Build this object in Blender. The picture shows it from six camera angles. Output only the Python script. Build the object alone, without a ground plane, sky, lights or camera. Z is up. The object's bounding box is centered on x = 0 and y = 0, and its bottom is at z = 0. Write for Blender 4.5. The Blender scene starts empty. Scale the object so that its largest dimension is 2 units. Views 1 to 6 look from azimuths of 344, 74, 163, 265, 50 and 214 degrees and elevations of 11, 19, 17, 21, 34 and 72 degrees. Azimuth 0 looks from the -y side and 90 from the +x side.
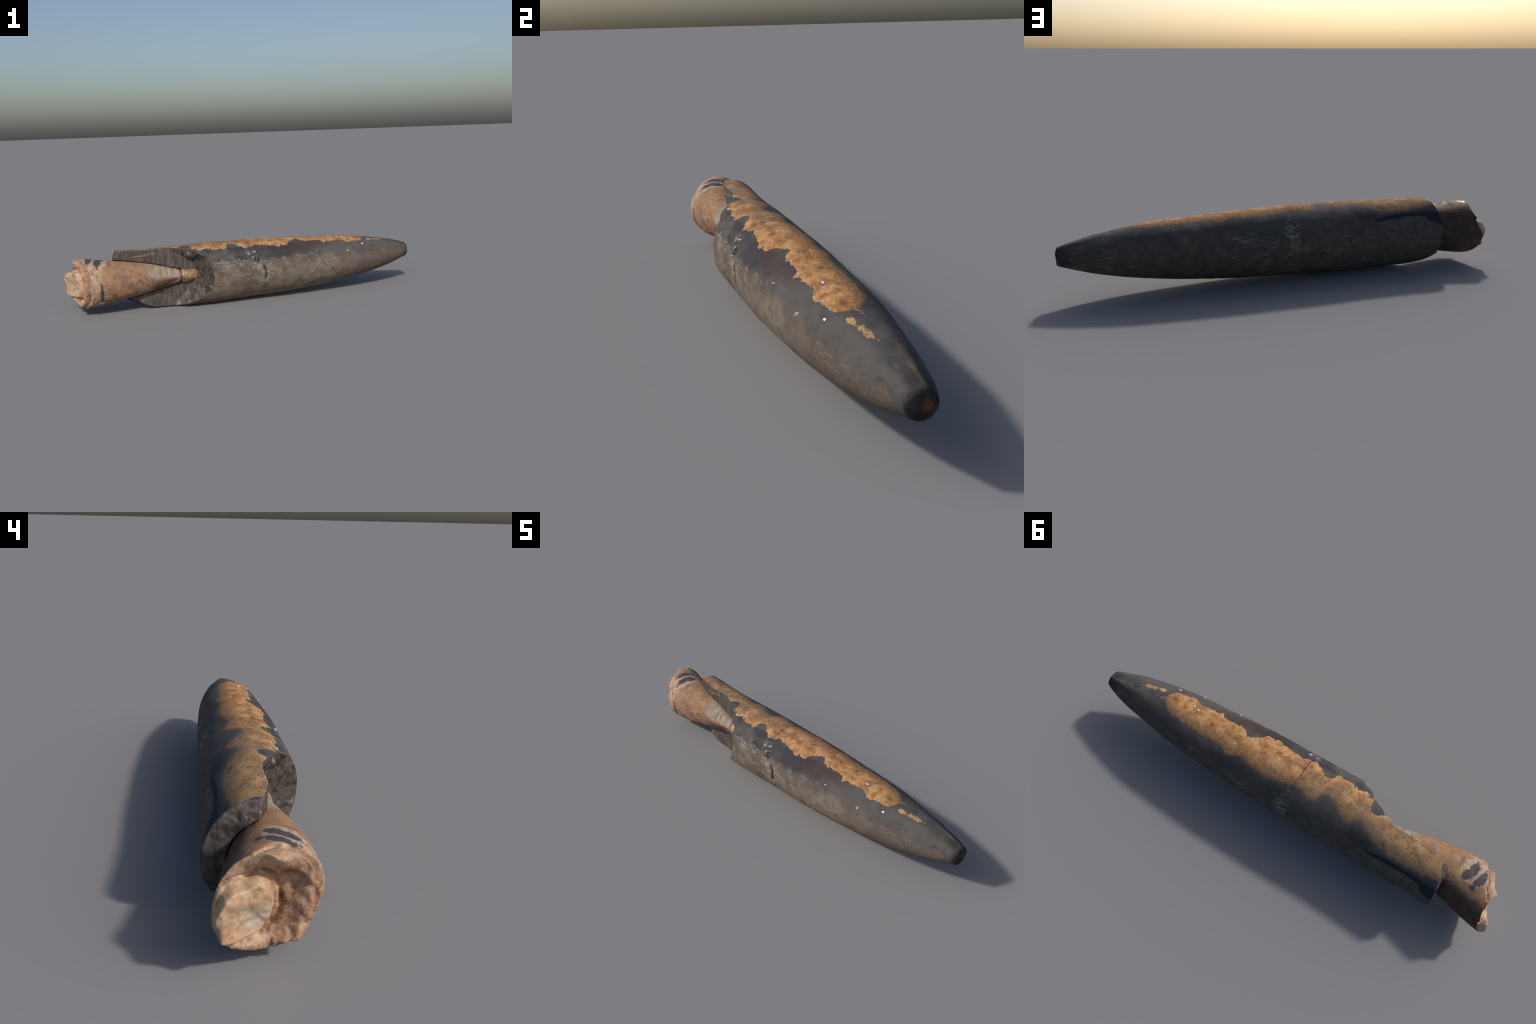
import bpy, math
import numpy as np

# ----------------------------------------------------------------------------
#  Fossil belemnite: a bullet-shaped guard, broken open at its wide end so that
#  the cone of chambers (phragmocone) inside it is laid bare and sticks out.
#  The long axis runs along x, tip at +x, broken cone end at -x.
# ----------------------------------------------------------------------------

# ---------- noise ------------------------------------------------------------
def _hash(ix, iy, iz, seed):
    h = (ix * 374761393 + iy * 668265263 + iz * 2147483647 + seed * 974634777) & 0xFFFFFFFF
    h = ((h ^ (h >> 13)) * 1274126177) & 0xFFFFFFFF
    h = ((h ^ (h >> 16)) * 2246822519) & 0xFFFFFFFF
    return ((h ^ (h >> 15)) & 0xFFFF) / 32767.5 - 1.0


def vnoise(p, seed=0):
    """smooth value noise in -1..1 at the points p (n,3)"""
    f = np.floor(p)
    i = f.astype(np.int64)
    t = p - f
    t = t * t * t * (t * (t * 6 - 15) + 10)
    out = 0
    for dx in (0, 1):
        wx = t[:, 0] if dx else 1 - t[:, 0]
        for dy in (0, 1):
            wy = t[:, 1] if dy else 1 - t[:, 1]
            for dz in (0, 1):
                wz = t[:, 2] if dz else 1 - t[:, 2]
                out = out + wx * wy * wz * _hash(i[:, 0] + dx, i[:, 1] + dy, i[:, 2] + dz, seed)
    return out


def fbm(p, freq, octaves=3, seed=0, scale=(1, 1, 1)):
    q = p * np.array(scale) * freq
    s, a, tot = 0, 1.0, 0
    for k in range(octaves):
        s = s + a * vnoise(q + 17.3 * k, seed + k)
        tot += a
        a *= 0.5
        q = q * 2.03
    return s / tot


def sstep(a, b, x):
    t = np.clip((x - a) / (b - a), 0, 1)
    return t * t * (3 - 2 * t)


def smax(a, b, k):
    h = np.clip(0.5 + 0.5 * (a - b) / k, 0, 1)
    return b * (1 - h) + a * h + k * h * (1 - h)


def spline(x, xs, ys):
    """monotone-ish cubic through the profile's control points"""
    xs = np.asarray(xs, float)
    ys = np.asarray(ys, float)
    d = np.diff(ys) / np.diff(xs)
    m = np.concatenate([[d[0]], (d[1:] * np.diff(xs)[:-1] + d[:-1] * np.diff(xs)[1:]) / (xs[2:] - xs[:-2]), [d[-1]]])
    x = np.clip(x, xs[0], xs[-1])
    i = np.clip(np.searchsorted(xs, x) - 1, 0, len(xs) - 2)
    h = xs[i + 1] - xs[i]
    t = (x - xs[i]) / h
    return ((2 * t**3 - 3 * t**2 + 1) * ys[i] + (t**3 - 2 * t**2 + t) * h * m[i]
            + (-2 * t**3 + 3 * t**2) * ys[i + 1] + (t**3 - t**2) * h * m[i + 1])


# ---------- surface extraction (surface nets on an implicit solid) ----------
def surface_net(fn, lo, hi, h):
    lo = np.array(lo, float)
    n = np.ceil((np.array(hi) - lo) / h).astype(int) + 1
    ax = [lo[k] + h * np.arange(n[k]) for k in range(3)]
    # coarse pass first; only blocks close to the surface are sampled finely
    K = 5
    m = -(-n // K)
    cg = np.stack(np.meshgrid(*[lo[k] + h * K * (np.arange(m[k]) + .5) for k in range(3)], indexing='ij'), -1).reshape(-1, 3)
    cv = fn(cg).reshape(m)
    v = np.repeat(np.repeat(np.repeat(cv, K, 0), K, 1), K, 2)[:n[0], :n[1], :n[2]].copy()
    fine = np.abs(v) < h * K * 2.2
    ii = np.argwhere(fine)
    v[fine] = np.concatenate([fn(lo + h * c) for c in np.array_split(ii, max(1, len(ii) // 300000))])
    s = v < 0
    c = np.zeros(n - 1, int)
    for d in np.ndindex(2, 2, 2):
        c += s[d[0]:n[0] - 1 + d[0], d[1]:n[1] - 1 + d[1], d[2]:n[2] - 1 + d[2]]
    act = (c > 0) & (c < 8)
    idx = -np.ones(n - 1, int)
    cells = np.argwhere(act)
    idx[act] = np.arange(len(cells))
    acc = np.zeros((len(cells), 3))
    cnt = np.zeros(len(cells))
    corners = list(np.ndindex(2, 2, 2))
    for a in corners:
        for b in corners:
            d = np.subtract(b, a)
            if d.sum() == 1 and (d >= 0).all():
                va = v[tuple((cells + a).T)]
                vb = v[tuple((cells + b).T)]
                cr = (va < 0) != (vb < 0)
                t = np.where(cr, va / np.where(cr, va - vb, 1), 0)
                acc += np.where(cr[:, None], np.array(a) + t[:, None] * d, 0)
                cnt += cr
    verts = lo + h * (cells + acc / cnt[:, None])
    faces = []
    for k in range(3):
        u, w = (k + 1) % 3, (k + 2) % 3
        e = [slice(None)] * 3
        e2 = [slice(None)] * 3
        e[k] = slice(0, n[k] - 1)
        e2[k] = slice(1, n[k])
        s0, s1 = s[tuple(e)], s[tuple(e2)]
        ed = np.argwhere(s0 != s1)
        ok = (ed[:, u] > 0) & (ed[:, w] > 0) & (ed[:, u] < n[u] - 1) & (ed[:, w] < n[w] - 1)
        ed = ed[ok]
        inside = s0[tuple(ed.T)]
        quad = []
        for du, dw in ((-1, -1), (0, -1), (0, 0), (-1, 0)):
            q = ed.copy()
            q[:, u] += du
            q[:, w] += dw
            quad.append(idx[tuple(q.T)])
        quad = np.stack(quad, 1)
        quad[~inside] = quad[~inside][:, ::-1]
        faces.append(quad)
    return verts, np.concatenate(faces)


def relax(verts, faces, fn, rounds=3):
    """even out the net, then pull it back on the surface"""
    for _ in range(rounds):
        acc = np.zeros_like(verts)
        cnt = np.zeros(len(verts))
        for a, b in ((0, 1), (1, 2), (2, 3), (3, 0)):
            np.add.at(acc, faces[:, a], verts[faces[:, b]])
            np.add.at(acc, faces[:, b], verts[faces[:, a]])
            np.add.at(cnt, faces[:, a], 1)
            np.add.at(cnt, faces[:, b], 1)
        verts = 0.5 * verts + 0.5 * acc / cnt[:, None]
        for _k in range(2):
            f = fn(verts)
            e = 5e-4
            gr = np.stack([(fn(verts + e * np.eye(3)[k]) - f) / e for k in range(3)], 1)
            verts = verts - np.clip(f / np.maximum((gr**2).sum(1), 0.2), -0.004, 0.004)[:, None] * gr
    return verts


def sharpen(verts, faces, cls, fa, fb):
    """move the vertices between two face groups onto the edge where their surfaces meet"""
    a = np.zeros(len(verts), bool)
    b = a.copy()
    a[faces[cls]] = True
    b[faces[~cls]] = True
    k = np.where(a & b)[0]
    p = verts[k].copy()
    for _ in range(5):
        for fn in (fa, fb):
            f = fn(p)
            e = 5e-4
            g = np.stack([(fn(p + e * np.eye(3)[j]) - f) / e for j in range(3)], 1)
            p = p - np.clip(f / np.maximum((g**2).sum(1), .3), -.003, .003)[:, None] * g
    d = p - verts[k]
    l = np.linalg.norm(d, axis=1, keepdims=True)
    verts[k] += d * np.minimum(1, .006 / np.maximum(l, 1e-9))
    return verts


def vertex_normals(verts, faces):
    nrm = np.cross(verts[faces[:, 2]] - verts[faces[:, 0]], verts[faces[:, 3]] - verts[faces[:, 1]])
    vn = np.zeros_like(verts)
    for k in range(4):
        np.add.at(vn, faces[:, k], nrm)
    return vn / np.maximum(np.linalg.norm(vn, axis=1), 1e-12)[:, None]


def make_part(name, verts, faces, normals, material, parent):
    used = np.unique(faces)
    remap = -np.ones(len(verts), int)
    remap[used] = np.arange(len(used))
    f = remap[faces]
    me = bpy.data.meshes.new(name)
    me.vertices.add(len(used))
    me.vertices.foreach_set("co", verts[used].astype(np.float32).ravel())
    me.loops.add(f.size)
    me.loops.foreach_set("vertex_index", f.astype(np.int32).ravel())
    me.polygons.add(len(f))
    me.polygons.foreach_set("loop_start", np.arange(0, f.size, f.shape[1], dtype=np.int32))
    me.update(calc_edges=True)
    me.validate()
    me.polygons.foreach_set("use_smooth", np.ones(len(me.polygons), bool))
    if normals is not None:
        me.normals_split_custom_set_from_vertices(normals[used].tolist())
    me.materials.append(material)
    ob = bpy.data.objects.new(name, me)
    bpy.context.scene.collection.objects.link(ob)
    ob.parent = parent
    return ob


# ---------- shape of the guard ----------------------------------------------
GX = [-.80, -.60, -.40, -.20, 0, .20, .40, .60, .75, .87, .95, 1.0]
G_Y = [.001, -.002, -.002, .002, .006, .011, .017, .023, .027, .033, .038, .039]        # axis, sideways
G_Z = [.166, .163, .164, .166, .168, .170, .173, .179, .181, .185, .188, .189]  # axis, height
G_A = [.159, .158, .158, .159, .157, .154, .143, .127, .104, .080, .055, .037]  # half width
G_B = [.165, .163, .164, .165, .159, .153, .141, .124, .101, .075, .052, .037]  # half height


def guard_frame(p):
    x = p[:, 0]
    a, b = spline(x, GX, G_A), spline(x, GX, G_B)
    y = (p[:, 1] - spline(x, GX, G_Y)) / a
    z = (p[:, 2] - spline(x, GX, G_Z)) / b
    return x, y, z, a, b, np.degrees(np.arctan2(y, z))


def seam(th):
    """where the old break across the guard runs, as x over the angle round it"""
    return np.interp(th, [-140, -97, -76, -64, -45, -23, -10, 13, 31, 51, 73, 110],
                     [.055, .056, .046, -.008, -.023, -.029, -.020, -.018, -.013, -.014, -.004, -.01])


def guard_outer(p):
    x, y, z, a, b, th = guard_frame(p)
    n = np.where(y > 0, np.where(z > 0, 2.06, 2.0), np.where(z > 0, 2.10, np.interp(x, [-.2, .2], [2.06, 1.94])))
    f = ((np.abs(y)**n + np.abs(z)**n)**(1 / n) - 1) * (a + b) / 2
    f = f + 0.0022 * vnoise(p * np.array([4.5, 9, 9]), 3) + 0.0007 * vnoise(p * 28, 5)
    # break line: a fine groove, gaping low on the near side, chipped above that
    d = np.abs(x - seam(th) - 0.004 * vnoise(p * 40, 8))
    gape = np.exp(-((th + 91) / 14)**4) * (.65 + .5 * vnoise(p * 30, 10))
    f = f + (0.002 + 0.024 * gape) * np.exp(-(d / (0.0045 + 0.0045 * gape))**2)
    chip = np.exp(-((x - .004) / .022)**2 - ((th + 62) / 5)**2)
    f = f + 0.009 * chip * (1 + 0.8 * vnoise(p * 70, 9))
    # pits
    for px, pth, r, dep in ((.217, -54, .014, .004), (.191, -7, .010, .003), (.154, -9, .010, .003), (.345, -8, .009, .003),
                            (.909, -24, .012, .004), (.466, 59, .013, .003), (-.46, 32, .010, .003)):
        f = f + dep * np.exp(-((x - px) / r)**2 - ((th - pth) * .0026 / r)**2)
    # shallow crease beside the crest near the tip, and bumps on the crest
    tipw = sstep(.62, .9, x)
    f = f + 0.004 * tipw * np.exp(-((th - 38) / 17)**2) - 0.002 * tipw * np.exp(-((th - 10) / 14)**2) * (1 + vnoise(p * 35, 12))
    # blunt broken tip
    tip = x - (.997 - 0.03 * (p[:, 2] - .19) - 0.05 * np.abs(p[:, 1] - .038) + 0.004 * vnoise(p * 30, 14))
    return smax(f, tip, 0.007)


def cone_radius(x):
    return spline(x, [-1.02, -.92, -.80, -.70, -.57, -.50, -.40, -.33, -.28],
                  [.142, .133, .117, .101, .078, .062, .037, .026, .016])


def cone_frame(p):
    x = p[:, 0]
    yc = spline(x, [-1.0, -.90, -.78, -.70, -.58, -.46, -.35, -.28], [.000, -.006, -.015, -.018, -.010, -.014, -.027, -.030])
    zc = spline(x, [-1.0, -.92, -.70, -.57, -.40, -.28], [.165, .164, .168, .168, .166, .168])
    y, z = p[:, 1] - yc, p[:, 2] - zc
    return x, y, z, np.hypot(y, z), np.degrees(np.arctan2(y, z))


def guard_cut(p):
    """fracture that took away the near side of the wide end, and the broken mouth"""
    x, y, z = p.T
    wall = np.interp(x, [-.75, -.67, -.60, -.50, -.43], [.012, -.012, -.024, -.018, -.024])
    wall = wall + 0.0035 * vnoise(p * np.array([14, 5, 5]), 21) + 0.0016 * vnoise(p * np.array([75, 20, 9]), 22) \
        + 0.0008 * vnoise(p * np.array([150, 20, 14]), 23)
    x0 = np.interp(z, [0, .06, .12, .22, .25, .284, .312, .33], [-.44, -.38, -.335, -.335, -.35, -.40, -.44, -.45])
    x1 = np.interp(z, [0, .05, .10, .18, .25, .30], [-.33, -.275, -.238, -.232, -.234, -.240])
    x0 = x0 + 0.012 * vnoise(p * 18, 28)
    x1 = x1 + 0.005 * vnoise(p * 24, 29)
    t = np.clip((x - x0) / (x1 - x0), 0, 1.6)
    pocket = np.exp(-((z - .255) / .03)**2 - ((x + .30) / .03)**2)
    scoop = wall - 0.135 * t**1.15 + (0.013 * vnoise(p * 26, 24) + 0.006 * vnoise(p * 60, 25)) * np.minimum(t * 3, 1) + 0.010 * pocket
    cut = scoop - y
    cut = np.where(t >= 1.5, -0.1, cut)
    # mouth: roughly square end, rounded above, chamfered below
    xm = np.interp(z, [0, .016, .049, .08, .12, .20, .26, .30, .318, .335],
                   [-.575, -.622, -.680, -.728, -.744, -.750, -.745, -.735, -.722, -.69])
    xm = xm + sstep(.11, .05, z) * np.interp(y, [-.02, .05, .10], [.042, .008, -.022])
    mouth = (xm + 0.004 * vnoise(p * 25, 26) + 0.002 * vnoise(p * np.array([30, 90, 90]), 27)) - x
    return smax(cut, mouth, 0.006)


def cone_socket(p):
    x, y, z, r, ph = cone_frame(p)
    return np.minimum(cone_radius(x) + 0.0035 - r, -.28 - x)


def guard_solid(p):
    return smax(np.maximum(guard_cut(p), cone_socket(p)), guard_outer(p), 0.003)


# ---------- shape of the chambered cone -------------------------------------
LIP_A = [-180, -150, -130, -100, -60, -35, 0, 25, 45, 70, 97, 120, 150, 180]
LIP_X = [-.920, -.936, -.905, -.898, -.909, -.919, -.944, -.940, -.946, -.964, -.988, -.982, -.948, -.918]
CRK_A = [-180, -150, -130, -100, -60, -35, 0, 20, 30, 150, 180]
CRK_X = [-.93, -.895, -.878, -.870, -.874, -.887, -.903, -.93, -1.1, -1.1, -.93]


def cone_outer(p):
    x, y, z, r, ph = cone_frame(p)
    R = cone_radius(x)
    # the outermost shell layer stops short of the end
    crk = np.interp(ph, CRK_A, CRK_X) + 0.004 * vnoise(p * 35, 31)
    R = R - (0.007 + 0.012 * np.exp(-((ph + 85) / 50)**4)) * sstep(0, .006, crk - x)
    R = R - 0.006 * np.exp(-((x - crk + .003) / .005)**2)
    # fine rings of the chambers towards the small end
    w = sstep(-.62, -.55, x) * (1 - sstep(-.41, -.39, x))
    R = R + 0.0008 * w * np.sin(2 * np.pi * x / .0125 + 1.6 * vnoise(p * 18, 33)) * (1 + .8 * vnoise(p * 25, 37))
    # pitted, flaky band next to the broken end
    w = sstep(-.77, -.84, x) * sstep(20, -20, ph)
    R = R - 0.006 * w * np.maximum(vnoise(p * 42, 34), 0) - 0.0035 * np.maximum(vnoise(p * 55, 38) - .35, 0) * sstep(-40, -70, ph) * (x < -.6) + 0.0015 * vnoise(p * 16, 35) + 0.0006 * vnoise(p * 60, 36)
    # step of the apical segment
    R = R + 0.005 * sstep(-.394, -.388, x) - 0.004 * np.exp(-((x + .397) / .004)**2)
    f = r - R
    return smax(f, x + .285 + .3 * r, 0.012)


def core_mask(p):
    y, z = p[:, 1], p[:, 2]
    u = (y - .062) / .080
    w = (z - .150 + .04 * (y - .06)) / .078
    return (np.abs(u)**2.4 + np.abs(w)**2.4)**(1 / 2.4) + 0.06 * vnoise(p * 32 * np.array([0, 1, 1]), 41)


def cone_end(p):
    x, y, z, r, ph = cone_frame(p)
    q = p * np.array([0, 1, 1])
    lip = np.interp(ph, LIP_A, LIP_X) + 0.004 * vnoise(q * 28, 42)
    rho = r / .133
    # septum floor: a dish inside the lip
    inner = np.interp(ph, [-180, -110, -70, -30, 30, 120, 180], [.88, .84, .69, .72, .93, .93, .88]) + .05 * vnoise(q * 26, 47)
    wide = np.interp(ph, [-180, -100, -50, 0, 60, 180], [.14, .12, .14, .45, .50, .14])
    dish = np.where(rho < 1, sstep(inner + .04, inner - wide, rho), 0)
    floor = -.914 + 0.012 * (1 - rho) + 0.035 * (p[:, 1] + .06) * (p[:, 1] > -.06) + 0.004 * vnoise(q * 24, 45)
    dish_x = lip + (floor - lip) * dish + 0.0025 * vnoise(q * 75, 43) \
        - 0.010 * np.maximum(vnoise(q * 34, 46), -.3) * (1 - dish) * sstep(20, 0, ph)
    dish_x = dish_x + 0.018 * dish * np.exp(-((p[:, 1] + .045) / .03)**2 - ((p[:, 2] - .205) / .045)**2)
    m = core_mask(p)
    dish_x = dish_x + 0.012 * np.exp(-((m - 1.10) / .07)**2) * sstep(.06, .10, p[:, 2])
    # core of hardened filling that stands out of the dish
    front = -.926 - .072 * np.clip((p[:, 1] + .01) / .125, -.2, 1.0) + .020 * np.exp(-((p[:, 2] - .125) / .035)**2 - ((p[:, 1] - .055) / .04)**2) \
        - .006 * np.exp(-((p[:, 2] - .182 - .1 * p[:, 1]) / .024)**2) + .005 * vnoise(q * 30, 44) + .0025 * vnoise(q * 75, 48)
    core_x = front + 0.10 * sstep(.80, 1.12, m)
    return np.minimum(dish_x, core_x), core_x < dish_x


def cone_solid(p):
    e, _ = cone_end(p)
    return smax(cone_outer(p), (e - p[:, 0]) * 0.8, 0.004)


# ---------- node helper -----------------------------------------------------
class Mat:
    def __init__(self, name, rough=0.6, spec=0.4):
        self.m = bpy.data.materials.new(name)
        self.m.use_nodes = True
        self.t = self.m.node_tree
        self.b = self.t.nodes["Principled BSDF"]
        self.b.inputs["Roughness"].default_value = rough
        self.b.inputs["Specular IOR Level"].default_value = spec
        self.pos = self.new("ShaderNodeTexCoord").outputs["Object"]
        s = self.new("ShaderNodeSeparateXYZ")
        self.link(self.pos, s.inputs[0])
        self.x, self.y, self.z = s.outputs

    def new(self, kind, **kw):
        n = self.t.nodes.new(kind)
        for k, v in kw.items():
            setattr(n, k, v)
        return n

    def link(self, a, b):
        if isinstance(a, (int, float)):
            b.default_value = a
        elif isinstance(a, tuple):
            b.default_value = a if len(b.default_value) == len(a) else (*a, 1)
        else:
            self.t.links.new(a, b)

    def op(self, o, a, b=0.0, c=None):
        n = self.new("ShaderNodeMath", operation=o)
        self.link(a, n.inputs[0])
        self.link(b, n.inputs[1])
        if c is not None:
            self.link(c, n.inputs[2])
        return n.outputs[0]

    def add(self, a, b): return self.op('ADD', a, b)
    def sub(self, a, b): return self.op('SUBTRACT', a, b)
    def mul(self, a, b): return self.op('MULTIPLY', a, b)
    def mx(self, a, b): return self.op('MAXIMUM', a, b)
    def mn(self, a, b): return self.op('MINIMUM', a, b)

    def step(self, v, lo, hi, a=0.0, b=1.0):
        n = self.new("ShaderNodeMapRange", interpolation_type='SMOOTHSTEP')
        self.link(v, n.inputs[0])
        for k, q in enumerate((lo, hi, a, b)):
            self.link(q, n.inputs[k + 1])
        return n.outputs[0]

    def ramp(self, v, pts):
        n = self.new("ShaderNodeValToRGB")
        e = n.color_ramp.elements
        while len(e) < len(pts):
            e.new(0.5)
        for k, (q, c) in enumerate(pts):
            e[k].position = q
            e[k].color = (*c, 1)
        self.link(v, n.inputs[0])
        return n.outputs[0]

    def noise(self, scale, detail=4, rough=.55, stretch=(1, 1, 1), dist=0.0, off=0.0):
        mp = self.new("ShaderNodeMapping")
        mp.inputs["Scale"].default_value = stretch
        mp.inputs["Location"].default_value = (off, off * .7, off * 1.3)
        self.link(self.pos, mp.inputs[0])
        n = self.new("ShaderNodeTexNoise")
        self.link(mp.outputs[0], n.inputs["Vector"])
        n.inputs["Scale"].default_value = scale
        n.inputs["Detail"].default_value = detail
        n.inputs["Roughness"].default_value = rough
        n.inputs["Distortion"].default_value = dist
        return n.outputs["Fac"]

    def cells(self, scale, feature='F1', stretch=(1, 1, 1)):
        mp = self.new("ShaderNodeMapping")
        mp.inputs["Scale"].default_value = stretch
        self.link(self.pos, mp.inputs[0])
        n = self.new("ShaderNodeTexVoronoi", feature=feature)
        self.link(mp.outputs[0], n.inputs["Vector"])
        n.inputs["Scale"].default_value = scale
        return n.outputs["Distance"]

    def mix(self, fac, a, b, blend='MIX'):
        n = self.new("ShaderNodeMix", data_type='RGBA', blend_type=blend)
        self.link(fac, n.inputs[0])
        self.link(a, n.inputs[6])
        self.link(b, n.inputs[7])
        return n.outputs[2]

    def curve(self, v, pts, vmin, vmax, omin, omax):
        """a profile curve out(v) through control points"""
        n = self.new("ShaderNodeFloatCurve")
        c = n.mapping.curves[0]
        q = [((a - vmin) / (vmax - vmin), (b - omin) / (omax - omin)) for a, b in pts]
        for _ in range(len(q) - 2):
            c.points.new(0.5, 0.5)
        for pt, (a, b) in zip(c.points, q):
            pt.location = (a, b)
            pt.handle_type = 'AUTO_CLAMPED'
        n.mapping.update()
        self.link(self.step_lin(v, vmin, vmax, 0, 1), n.inputs["Value"])
        return self.step_lin(n.outputs[0], 0, 1, omin, omax)

    def step_lin(self, v, a, b, c, d):
        n = self.new("ShaderNodeMapRange")
        self.link(v, n.inputs[0])
        for k, q in enumerate((a, b, c, d)):
            self.link(q, n.inputs[k + 1])
        return n.outputs[0]

    def blob(self, u, v, cu, cv, ru, rv, wob=None, amt=0.0, soft=.25):
        """soft-edged elliptical patch mask in the coordinates u, v"""
        a = self.op('POWER', self.op('ABSOLUTE', self.mul(self.sub(u, cu), 1 / ru)), 2.0)
        b = self.op('POWER', self.op('ABSOLUTE', self.mul(self.sub(v, cv), 1 / rv)), 2.0)
        d = self.op('SQRT', self.add(a, b))
        if wob is not None:
            d = self.add(d, self.mul(self.sub(wob, .5), amt))
        return self.step(d, 1 + soft, 1 - soft)

    def finish(self, color, bump=None, dist=.004, strength=1.0, rough=None):
        self.link(color, self.b.inputs["Base Color"])
        if rough is not None:
            self.link(rough, self.b.inputs["Roughness"])
        if bump is not None:
            n = self.new("ShaderNodeBump")
            n.inputs["Strength"].default_value = strength
            n.inputs["Distance"].default_value = dist
            self.link(bump, n.inputs["Height"])
            self.link(n.outputs[0], self.b.inputs["Normal"])
        return self.m


# ---------- materials ---------------------------------------------------------
def guard_material():
    m = Mat("guard_calcite", rough=.7, spec=.1)
    xp = m.mx(m.x, 0)
    yc = m.add(m.mul(xp, .033), .005)
    zc = m.add(m.mul(xp, .022), .166)
    th = m.mul(m.op('ARCTAN2', m.sub(m.y, yc), m.sub(m.z, zc)), 180 / math.pi)   # 0 = crest, minus = near side

    n_big = m.noise(7, 4, .55, (.6, 1, 1))
    n_mid = m.noise(26, 5, .6)
    n_fine = m.noise(110, 4, .65)
    n_grain = m.noise(330, 2, .6)
    n_edge = m.noise(20, 6, .62, off=3.1)
    streak = m.noise(60, 4, .6, (.35, 1, 1.6), off=7.7)

    # slate-grey body
    slate = m.ramp(n_big, [(.28, (.050, .047, .047)), (.5, (.082, .078, .076)), (.72, (.112, .106, .100))])
    slate = m.mix(m.step(n_mid, .35, .7), slate, m.mix(.5, slate, (.045, .042, .044)))
    # brown-grey flank on the near side
    taupe = m.ramp(m.add(m.mul(n_big, .5), m.mul(n_mid, .5)),
                   [(.34, (.095, .072, .058)), (.48, (.155, .124, .100)), (.58, (.190, .158, .128)), (.68, (.23, .197, .162))])
    pale = m.mul(m.step(m.add(m.mul(streak, .4), m.mul(n_fine, .6)), .50, .64), m.step(m.noise(11, 4, .6, off=31.), .42, .6))
    pale = m.mul(pale, m.step(m.x, .75, .15, .35, 1))
    taupe = m.mix(m.mul(pale, .7), taupe, (.36, .31, .25))
    dim = m.mul(m.step(m.noise(15, 5, .65, off=37.), .52, .66), .55)
    taupe = m.mix(dim, taupe, (.075, .060, .052))
    taupe = m.mix(m.step(m.x, .4, .75, 0, .6), taupe, m.mix(m.step(n_fine, .4, .65), (.085, .068, .060), (.155, .125, .105)))
    tb = m.add(th, m.mul(m.sub(n_edge, .5), 34))
    near = m.mul(m.step(tb, -55, -82), m.step(th, -172, -150))
    near = m.mul(near, m.step(m.x, .98, .93))
    col = m.mix(near, slate, taupe)
    # far flank: dark with a brown cast and pale flecks
    far = m.ramp(m.add(m.mul(n_mid, .5), m.mul(n_fine, .5)),
                 [(.36, (.056, .047, .040)), (.52, (.088, .075, .063)), (.68, (.135, .116, .098))])
    far = m.mix(m.mul(m.step(streak, .56, .66), m.step(n_big, .45, .62, .1, .6)), far, (.26, .24, .21))
    col = m.mix(m.step(tb, 40, 62), col, far)
    # smooth dark patches between crust and flank, near side
    dk = m.mul(m.step(tb, -66, -58), m.step(tb, -26, -34))
    dk = m.mul(dk, m.step(m.x, .38, .18))
    col = m.mix(m.mul(dk, m.step(m.noise(9, 4, .6, off=11.), .40, .56)), col, (.046, .044, .050))
    red = m.blob(m.x, th, .33, -38, .16, 14, n_edge, 1.2, .5)
    col = m.mix(m.mul(red, .6), col, (.060, .036, .034))
    # grey lustre towards the tip
    tipg = m.mul(m.step(m.x, .35, .6), m.mul(m.step(tb, -78, -60), m.step(tb, -15, -35)))
    tcl = m.ramp(m.add(m.mul(n_mid, .6), m.mul(n_big, .4)), [(.36, (.058, .052, .050)), (.5, (.100, .095, .090)), (.64, (.120, .108, .098))])
    col = m.mix(m.mul(tipg, .75), col, tcl)
    spot = m.mul(m.step(m.noise(24, 4, .6, off=81.), .57, .68), m.mul(m.step(m.x, .70, .85), m.step(th, -80, -55)))
    col = m.mix(m.mul(spot, .6), col, (.036, .034, .036))

    # whitish weathering along the flank edge and the old break
    wl = m.op('ABSOLUTE', m.add(tb, 66))
    wmask = m.mul(m.step(wl, 9, 1), m.mul(m.step(m.x, -.26, -.2), m.step(m.x, .42, .28)))
    seam_x = m.curve(th, [(-180, .055), (-97, .056), (-76, .046), (-64, -.008), (-45, -.023), (-10, -.02),
                          (31, -.013), (73, -.004), (180, -.01)], -180, 180, -.1, .1)
    sd = m.op('ABSOLUTE', m.add(m.sub(m.x, seam_x), m.mul(m.sub(n_mid, .5), .06)))
    smask = m.mul(m.step(sd, .045, .004), m.mn(m.add(m.mul(m.step(th, -120, -100), m.step(th, -30, -50)), m.mul(m.step(th, 25, 45), m.step(th, 90, 75))), 1))
    white = m.mul(m.mx(m.mul(wmask, m.step(n_big, .40, .58, .25, .9)), smask), m.step(m.add(m.mul(n_fine, .55), m.mul(streak, .45)), .47, .62))
    col = m.mix(m.mul(white, .7), col, (.42, .38, .33))
    # rust flecks
    rust = m.mul(m.step(m.noise(38, 3, .5, (.5, 1, 1), off=19.), .66, .74), m.step(n_big, .42, .6))
    col = m.mix(m.mul(rust, .45), col, (.26, .12, .055))
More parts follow.
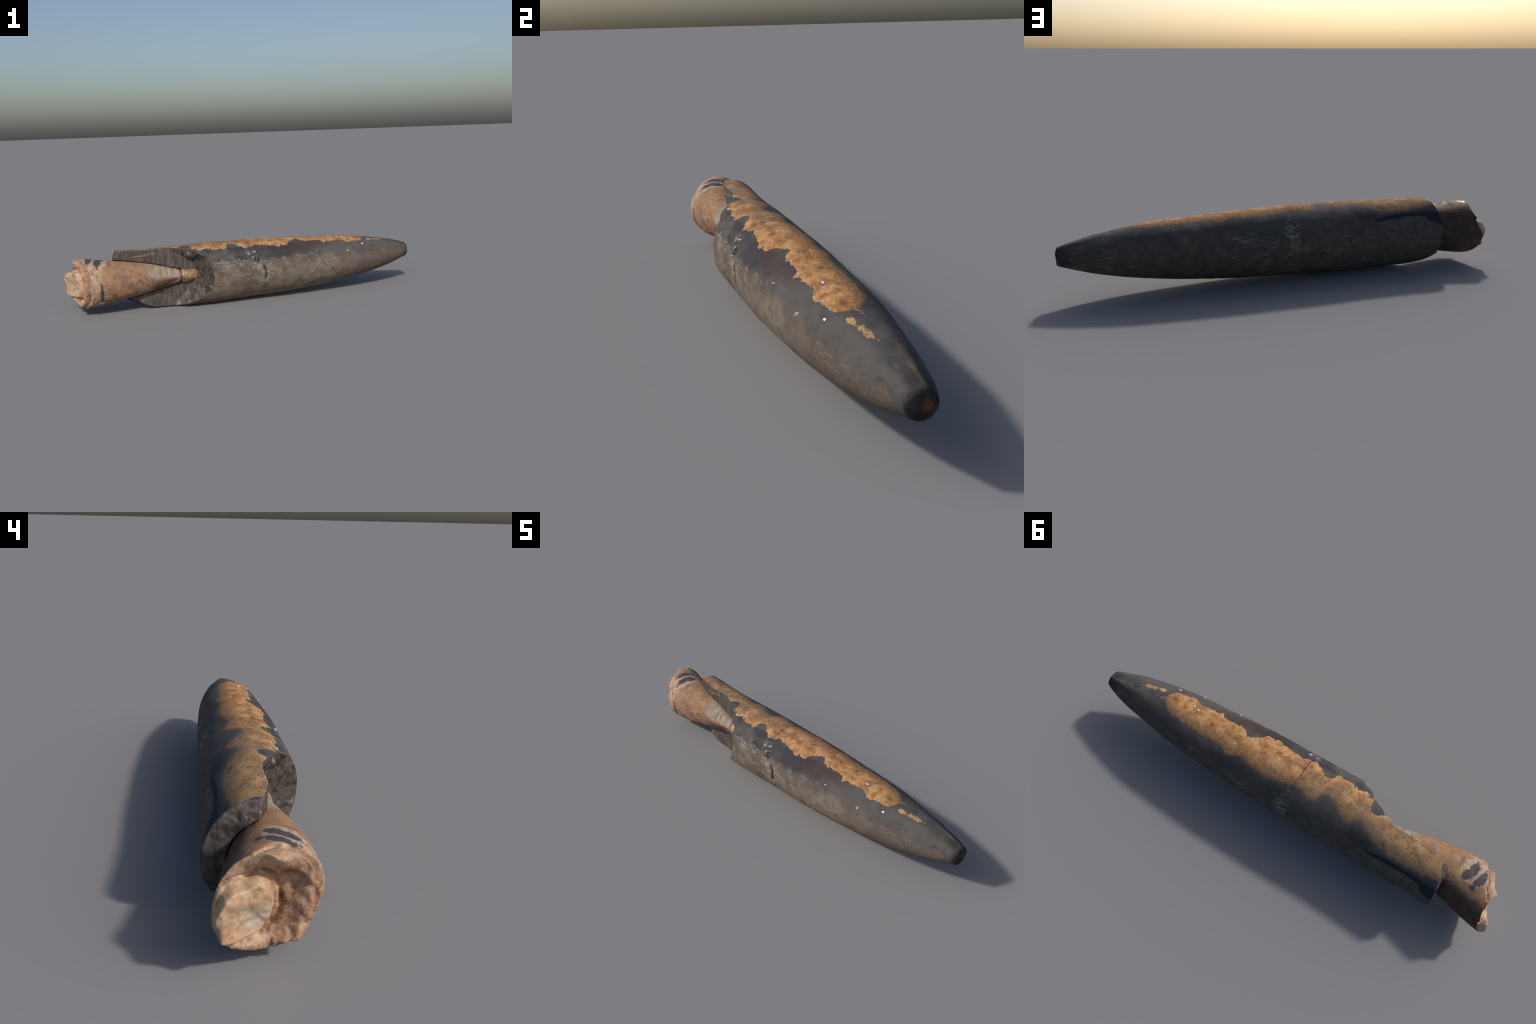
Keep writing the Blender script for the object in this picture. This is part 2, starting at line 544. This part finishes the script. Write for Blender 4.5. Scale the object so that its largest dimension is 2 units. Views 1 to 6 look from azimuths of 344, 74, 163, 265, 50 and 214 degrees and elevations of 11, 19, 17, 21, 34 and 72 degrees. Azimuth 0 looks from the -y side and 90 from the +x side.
    for rx, rt, rr in ((.466, 59, .016), (-.02, 85, .018), (-.066, 91, .012), (-.22, 100, .018)):
        col = m.mix(m.mul(m.blob(m.x, th, rx, rt, rr, rr * 380, n_edge, 3.0, .5), .6), col, (.24, .125, .065))
    # pale grains on the flanks
    gr = m.mul(m.step(n_grain, .68, .8), m.step(m.op('ABSOLUTE', th), 45, 70))
    col = m.mix(m.mul(gr, .5), col, (.30, .27, .23))

    # ochre crust along the crest
    X0, X1 = -.8, .9
    low = m.curve(m.x, [(-.8, -12), (-.425, -12), (-.385, -9), (-.345, -8), (-.335, -30), (-.25, -30), (-.2, -33), (-.157, -31), (-.11, -21),
                        (-.053, -32), (.039, -28), (.134, -35), (.192, -34), (.255, -16), (.306, -22), (.372, -26), (.407, -26),
                        (.425, -34), (.523, -29), (.58, -35), (.669, -30), (.70, -5), (.9, 10)], X0, X1, -45, 45)
    high = m.curve(m.x, [(-.8, 27), (-.66, 31), (-.547, 35), (-.443, 30), (-.38, 18), (-.327, 13), (-.278, 23), (-.21, 10), (-.152, 5),
                         (-.115, 24), (-.039, 19), (.065, 25), (.134, 27), (.2, 25), (.237, 18), (.30, 28), (.377, 22),
                         (.489, 23), (.6, 19), (.651, 14), (.689, -4), (.9, -20)], X0, X1, -45, 45)
    scal = m.cells(34, 'SMOOTH_F1')
    wob = m.add(m.add(m.mul(m.sub(n_edge, .5), 14), m.mul(m.sub(scal, .4), 9)), m.mul(m.sub(m.noise(95, 3, .6, off=41.), .5), 11))
    d_low = m.sub(m.add(th, wob), low)
    wob2 = m.add(m.mul(m.sub(m.noise(16, 6, .68, off=23.), .5), 26), m.mul(m.sub(n_fine, .5), 14))
    d_high = m.sub(high, m.add(th, wob2))
    crust_low = m.step(d_low, -.6, .9)
    crust = m.mul(crust_low, m.step(d_high, -5, 4))
    e2 = m.noise(45, 5, .65, off=71.)
    isl = m.mx(m.blob(m.add(m.x, m.mul(th, -.0018)), th, .820, -19, .034, 6.0, e2, 3.4, .1), m.blob(m.x, th, .732, -23, .020, 5.5, e2, 3.4, .1))
    crust = m.mx(crust, isl)
    under = m.mul(m.step(m.sub(m.op('ABSOLUTE', th), m.mul(m.sub(n_edge, .5), 16)), 153, 158),
                  m.mul(m.step(m.x, -.56, -.52), m.step(m.x, .66, .6)))
    crust = m.mx(crust, under)
    crust = m.mul(crust, m.step(m.x, .9, .85))
    # dark showing through the crust, mostly on its far half
    thin = m.mul(m.step(d_high, 38, 4), m.step(m.add(m.mul(n_mid, .45), m.mul(n_fine, .55)), m.add(m.step(d_high, 0, 30, .38, .56), m.step(m.x, -.32, .12, -.10, .0)), .60))
    mott = m.mul(m.step(m.add(m.mul(n_fine, .55), m.mul(m.noise(17, 5, .65, off=43.), .45)), .485, .57), m.step(m.x, .25, -.1, .25, 1))
    pit = m.mul(m.step(n_grain, .60, .72), .55)
    ochre = m.ramp(m.add(m.mul(n_mid, .65), m.mul(n_fine, .35)),
                   [(.34, (.13, .066, .033)), (.44, (.30, .150, .065)), (.52, (.45, .235, .098)), (.60, (.55, .325, .148)), (.70, (.65, .435, .235))])
    ochre = m.mix(m.step(m.x, .1, -.5, 0, .5), ochre, m.mix(m.step(n_fine, .35, .65), (.30, .18, .092), (.58, .39, .20)))
    ochre = m.mix(m.mul(m.step(d_low, 3.5, 0), .4), ochre, (.66, .46, .24))
    ochre = m.mix(m.mul(m.step(m.noise(52, 5, .7, off=73.), .56, .68), .6), ochre, (.17, .085, .035))
    ochre = m.mix(pit, ochre, m.mix(.5, ochre, (.12, .07, .03)))
    seen = m.mul(crust, m.sub(1, m.mul(m.mx(thin, m.mul(mott, .85)), .82)))
    col = m.mix(seen, col, ochre)
    gap = m.mul(m.step(m.op('ABSOLUTE', m.sub(m.x, seam_x)), .008, .003), m.mul(m.step(th, -108, -101), m.step(th, -75, -80)))
    hair = m.mul(m.step(m.op('ABSOLUTE', m.add(m.sub(m.x, seam_x), m.mul(m.sub(n_mid, .5), .02))), .0035, .0012), m.mul(m.step(th, -50, -40), m.step(th, 30, 10)))
    chip = m.blob(m.x, th, .006, -62, .022, 5, n_edge, 2.0, .3)
    col = m.mix(m.mx(m.mul(gap, .8), m.mul(hair, .7)), col, (.035, .030, .028))
    col = m.mix(chip, col, m.mix(m.step(n_fine, .5, .62), (.030, .030, .033), (.20, .19, .18)))

    # blue-black smooth strip on the far shoulder of the mouth
    nlo = m.curve(m.x, [(-.8, 44), (-.68, 42), (-.554, 41), (-.475, 44), (-.40, 48), (-.2, 50)], -.8, -.2, 30, 80)
    nhi = m.curve(m.x, [(-.8, 74), (-.743, 68), (-.694, 62), (-.66, 51), (-.607, 49), (-.528, 51), (-.42, 54), (-.40, 46), (-.2, 40)], -.8, -.2, 30, 80)
    navy = m.mul(m.step(m.sub(m.add(th, m.mul(m.sub(n_fine, .5), 14)), nlo), -2, 3), m.step(m.sub(nhi, m.add(th, m.mul(m.sub(n_mid, .5), 6))), -.5, .8))
    navy = m.mul(navy, m.step(m.x, -.40, -.415))
    col = m.mix(navy, col, (.022, .026, .036))

    # tip: dark break with an amber centre
    tipm = m.step(m.add(m.x, m.mul(m.sub(n_mid, .5), .02)), .976, .986)
    tipm = m.mx(tipm, m.mul(m.mul(m.step(m.x, .91, .96), m.step(tb, -45, -25)), .75))
    tcol = m.mix(m.step(n_mid, .4, .65), (.030, .028, .030), (.065, .058, .055))
    amber = m.mul(m.blob(m.y, m.z, .047, .190, .013, .014, e2, 2.4, .6), m.step(m.x, .975, .985))
    tcol = m.mix(m.mul(amber, .85), tcol, (.20, .075, .022))
    col = m.mix(tipm, col, tcol)
    crest = m.mul(m.blob(m.x, th, .915, 11, .05, 8, e2, 3.2, .6), m.step(n_fine, .4, .6, .1, .45))
    col = m.mix(crest, col, (.24, .19, .09))

    bump = m.add(m.mul(n_mid, .35), m.mul(n_fine, .35))
    bump = m.add(bump, m.mul(seen, m.add(.25, m.mul(n_fine, .5))))
    rough = m.mix(crust, m.mix(n_mid, (.68, .68, .68), (.85, .85, .85)), (.95, .95, .95))
    return m.finish(col, bump, .003, .7, rough)


def fracture_material():
    m = Mat("fibrous_fracture", rough=.55, spec=.35)
    fib = m.noise(95, 4, .6, (1, .35, .10))
    fine = m.noise(240, 3, .6, (1, .4, .12), off=5.)
    big = m.noise(14, 4, .6, off=2.)
    c = m.ramp(m.add(m.mul(fib, .6), m.mul(big, .4)),
               [(.36, (.036, .029, .026)), (.49, (.073, .060, .054)), (.60, (.118, .096, .085)), (.70, (.19, .16, .142))])
    c = m.mix(m.mul(m.step(big, .52, .68), .45), c, (.052, .054, .058))
    lit = m.mul(m.step(m.noise(70, 4, .65, (1, .6, .35), off=33.), .58, .70), .6)
    c = m.mix(lit, c, (.32, .27, .23))
    scoop_dark = m.mul(m.step(m.x, -.36, -.30), m.step(m.y, -.02, -.05))
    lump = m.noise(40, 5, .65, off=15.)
    c = m.mix(m.mul(scoop_dark, .8), c, m.ramp(lump, [(.38, (.028, .021, .019)), (.52, (.062, .048, .042)), (.62, (.11, .086, .074)), (.72, (.30, .27, .26))]))
    tan = m.mul(m.step(m.noise(24, 4, .6, (1, 1, .4), off=9.), .58, .7), .45)
    c = m.mix(tan, c, (.24, .165, .105))
    lz = m.add(.293, m.mul(m.add(m.x, .60), .10))
    line = m.mul(m.step(m.op('ABSOLUTE', m.add(m.sub(m.z, lz), m.mul(m.sub(big, .5), .02))), .003, .001),
                 m.mul(m.step(m.x, -.66, -.64), m.step(m.x, -.51, -.53)))
    c = m.mix(m.mul(line, .7), c, (.36, .25, .14))
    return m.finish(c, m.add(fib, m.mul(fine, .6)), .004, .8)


def cone_material():
    m = Mat("shell_calcite", rough=.68, spec=.15)
    ph = m.mul(m.op('ARCTAN2', m.sub(m.y, m.mul(m.add(m.x, .86), -.13)), m.sub(m.z, .165)), 180 / math.pi)
    big = m.noise(9, 4, .55)
    mid = m.noise(30, 5, .6, off=4.)
    fine = m.noise(120, 4, .65, off=8.)
    ring = m.noise(30, 3, .6, (2.2, .5, .5), off=1.)
    c = m.ramp(m.add(m.mul(mid, .6), m.mul(big, .4)),
               [(.36, (.12, .070, .047)), (.45, (.23, .130, .081)), (.54, (.32, .185, .110)), (.66, (.40, .260, .165))])
    # smoother golden crest, pinker and pitted below
    c = m.mix(m.mul(m.step(m.add(ph, m.mul(m.sub(mid, .5), 30)), -70, -50), .55), c, m.mix(mid, (.29, .165, .090), (.385, .235, .125)))
    pits = m.mul(m.step(fine, .60, .72), m.step(ph, -50, -75))
    c = m.mix(m.mul(pits, .6), c, (.13, .08, .06))
    vein = m.mul(m.step(m.noise(42, 5, .7, (.5, 1, 1), off=51.), .56, .66), m.step(ph, -30, -60, .25, 1))
    c = m.mix(m.mul(vein, .5), c, (.17, .085, .055))
    pk = m.mul(m.step(m.noise(48, 4, .6, off=13.), .57, .68), m.step(ph, -45, -70))
    c = m.mix(m.mul(pk, .4), c, (.52, .37, .28))
    gd = m.mul(m.step(m.noise(15, 5, .65, off=17.), .50, .64), .6)
    c = m.mix(gd, c, (.17, .125, .105))
    # dark far flank with a streaky edge
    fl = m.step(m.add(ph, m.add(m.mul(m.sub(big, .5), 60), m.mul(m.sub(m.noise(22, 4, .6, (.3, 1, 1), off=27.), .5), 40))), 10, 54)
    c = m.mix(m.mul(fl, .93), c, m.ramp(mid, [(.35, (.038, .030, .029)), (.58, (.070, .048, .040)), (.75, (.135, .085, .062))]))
    # worn belt beside the broken end
    bx = m.add(m.x, m.mul(m.sub(mid, .5), .05))
    worn = m.mul(m.step(bx, -.80, -.83), m.mul(m.step(ph, -165, -140), m.step(m.add(ph, m.mul(m.sub(mid, .5), 30)), 5, -8)))
    wcol = m.ramp(m.add(m.mul(fine, .6), m.mul(mid, .4)), [(.32, (.17, .105, .075)), (.5, (.36, .25, .18)), (.66, (.56, .45, .36))])
    c = m.mix(m.mul(worn, .8), c, wcol)
    e = m.noise(34, 5, .65, off=21.)
    d1 = m.blob(m.add(m.x, m.mul(ph, -.0006)), ph, -.866, -11, .016, 27, e, 2.6, .15)
    d2 = m.blob(m.add(m.x, m.mul(ph, -.0006)), ph, -.818, -13, .020, 25, e, 2.6, .15)
    halo = m.blob(m.x, ph, -.835, -16, .056, 28, m.noise(55, 5, .7, off=53.), 2.2, .2)
    c = m.mix(m.mul(halo, .75), c, wcol)
    d3 = m.blob(m.x, ph, -.820, -108, .009, 24, e, 2.0, .2)
    d4 = m.blob(m.x, ph, -.775, -25, .008, 12, e, 2.2, .3)
    dark = m.mx(m.mx(d1, d2), m.mx(d3, m.mul(d4, .5)))
    c = m.mix(dark, c, (.070, .062, .066))
    # grey nacreous chambers towards the small end
    nc = m.mul(m.step(bx, -.60, -.57), m.step(m.x, -.40, -.405))
    nc = m.mul(nc, m.step(m.add(ph, m.mul(m.sub(mid, .5), 40)), -72, -62))
    nac = m.ramp(m.add(m.mul(ring, .5), m.mul(mid, .5)), [(.32, (.15, .105, .075)), (.46, (.25, .20, .155)), (.58, (.33, .29, .24)), (.72, (.44, .40, .35))])
    c = m.mix(m.mul(nc, .85), c, nac)
    # purple-brown lower flank
    lo = m.mul(m.step(bx, -.56, -.53), m.step(m.add(ph, m.mul(m.sub(mid, .5), 20)), -82, -92))
    c = m.mix(m.mul(lo, .75), c, m.mix(m.step(ph, -95, -120), (.15, .112, .100), (.075, .045, .042)))
    bump = m.add(m.mul(mid, .4), m.add(m.mul(fine, .5), m.mul(pits, -.4)))
    return m.finish(c, bump, .003, .7)


def lip_material():
    """bare inner shell layer, septum floor"""
    m = Mat("septum_calcite", rough=.45, spec=.45)
    mid = m.noise(34, 5, .6, off=4.)
    fine = m.noise(130, 4, .65, off=8.)
    big = m.noise(13, 3, .5, off=2.)
    c = m.ramp(m.add(m.mul(mid, .55), m.mul(fine, .45)),
               [(.34, (.13, .058, .034)), (.45, (.31, .160, .094)), (.54, (.43, .255, .158)), (.64, (.56, .385, .265)), (.76, (.66, .52, .41))])  # palest stops are highlights painted onto the lip and floor
    c = m.mix(m.mul(m.step(m.x, -.905, -.92), .35), c, (.48, .32, .21))
    c = m.mix(m.mul(m.step(big, .55, .7), .5), c, (.20, .15, .12))
    vein = m.step(m.noise(30, 5, .7, dist=.6, off=61.), .58, .66)  # thin dark brown lines across the lip and floor
    c = m.mix(m.mul(vein, .6), c, (.10, .048, .030))
    return m.finish(c, m.add(m.mul(mid, .7), m.mul(fine, .35)), .006, .65)


def core_material():
    m = Mat("core_filling", rough=.5, spec=.35)
    mid = m.noise(28, 5, .6, off=6.)
    fine = m.noise(110, 4, .65, off=9.)
    c = m.ramp(m.add(m.mul(mid, .75), m.mul(fine, .25)),
               [(.32, (.25, .13, .072)), (.44, (.43, .27, .165)), (.56, (.52, .375, .245)), (.68, (.62, .50, .385)), (.78, (.72, .64, .56))])  # whitish top stops add baked-in highlights to the core
    c = m.mix(m.mul(m.step(m.noise(15, 3, .5, off=14.), .54, .66), .5), c, (.42, .215, .115))
    c = m.mix(m.mul(m.step(m.noise(36, 5, .7, dist=.5, off=63.), .59, .66), .55), c, (.20, .095, .055))
    c = m.mix(m.mul(m.blob(m.y, m.z, .035, .135, .026, .026, mid, 3.2, .6), .45), c, (.66, .60, .53))
    c = m.mix(m.mul(m.step(fine, .66, .74), .6), c, (.14, .09, .06))
    return m.finish(c, m.add(m.mul(mid, .6), m.mul(fine, .4)), .004, .6)


def apical_material():
    m = Mat("apical_calcite", rough=.4, spec=.5)
    mid = m.noise(45, 4, .6)
    c = m.ramp(mid, [(.36, (.11, .070, .042)), (.5, (.27, .165, .090)), (.64, (.38, .27, .16))])
    return m.finish(c, mid, .003, .6)


def speck_material():
    m = Mat("white_grain", rough=.6)
    return m.finish(m.mix(m.noise(200, 2), (.62, .60, .60), (.80, .78, .77)))


# ---------- assemble ---------------------------------------------------------
root = bpy.data.objects.new("belemnite_fossil", None)
bpy.context.scene.collection.objects.link(root)
root["label"] = "dark bullet-shaped belemnite fossil with exposed tan chambered cone"
root["category"] = "fossil"

H = 0.0042
v, f = surface_net(guard_solid, (-.80, -.19, -.02), (1.03, .20, .36), H)
v = relax(v, f, guard_solid, 2)
ctr = v[f].mean(1)
guard_inner = lambda p: np.maximum(guard_cut(p), cone_socket(p))
is_outer = guard_outer(ctr) > guard_inner(ctr)
v = sharpen(v, f, is_outer, guard_outer, guard_inner)
nrm = vertex_normals(v, f)
v_min = v[:, 2].min()
v[:, 2] -= v_min

mat_guard, mat_frac = guard_material(), fracture_material()
guard = make_part("guard", v, f[is_outer], nrm, mat_guard, root)
make_part("fracture_face", v, f[~is_outer], nrm, mat_frac, root)

# chambered cone, split by region into shell, septum and core
v, f = surface_net(cone_solid, (-1.03, -.16, .0), (-.25, .18, .33), 0.0036)
v = relax(v, f, cone_solid, 2)
ctr = v[f].mean(1)
end, on_core = cone_end(ctr)
is_end = ((end - ctr[:, 0]) * .8 > cone_outer(ctr))
v = sharpen(v, f, is_end, cone_outer, lambda p: (cone_end(p)[0] - p[:, 0]) * .8)
nrm = vertex_normals(v, f)
crk = np.interp(cone_frame(ctr)[4], CRK_A, CRK_X)
is_lip = (~is_end) & (ctr[:, 0] < crk)
is_apex = (~is_end) & (ctr[:, 0] > -.391)
v[:, 2] -= v_min
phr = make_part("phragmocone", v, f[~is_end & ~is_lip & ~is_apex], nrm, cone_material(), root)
make_part("septum", v, f[(is_end & ~on_core) | is_lip], nrm, lip_material(), root)
make_part("core", v, f[is_end & on_core], nrm, core_material(), root)
make_part("apical_segment", v, f[is_apex], nrm, apical_material(), root)

# white grains stuck to the guard
rng = np.random.default_rng(7)


def on_guard(x, th):
    """point and outward direction on the guard at x, angle th from the crest"""
    t = math.radians(th)
    yc, zc, a, b = [float(spline(np.array([x]), GX, w)[0]) for w in (G_Y, G_Z, G_A, G_B)]
    d = np.array([0, math.sin(t), math.cos(t)])
    s = np.linspace(.5, 1.4, 400)[:, None]
    pts = np.array([x, yc, zc]) + s * np.array([0, a, b]) * d
    k = np.argmin(np.abs(guard_outer(pts)))
    return pts[k] - np.array([0, 0, v_min])


speck_mat = speck_material()
grain = None
for x, th, s in [(.002, -47, .0085), (.559, -63, .0085), (.666, -45, .0065), (.527, -14, .009), (.552, -18, .005), (-.294, -30, .006),
                 (.369, -55, .006), (.10, -6, .004), (.30, 8, .004)]:
    if grain is None:
        sv, sf = surface_net(lambda p: np.sqrt((p**2 * np.array([.6, 1, 1.6])).sum(1)) - 1 + .3 * vnoise(p * 1.7, 51),
                             (-1.9,) * 3, (1.9,) * 3, .24)
        grain = make_part("grain", sv, sf, None, speck_mat, guard)
        ob = grain
    else:
        ob = grain.copy()
        bpy.context.scene.collection.objects.link(ob)
    ob.location = on_guard(x, th)
    ob.rotation_euler = (math.radians(-th), 0, rng.uniform(0, 6.28))
    s *= .72
    ob.scale = (s * rng.uniform(.8, 1.2), s * rng.uniform(.6, 1), s * .6)
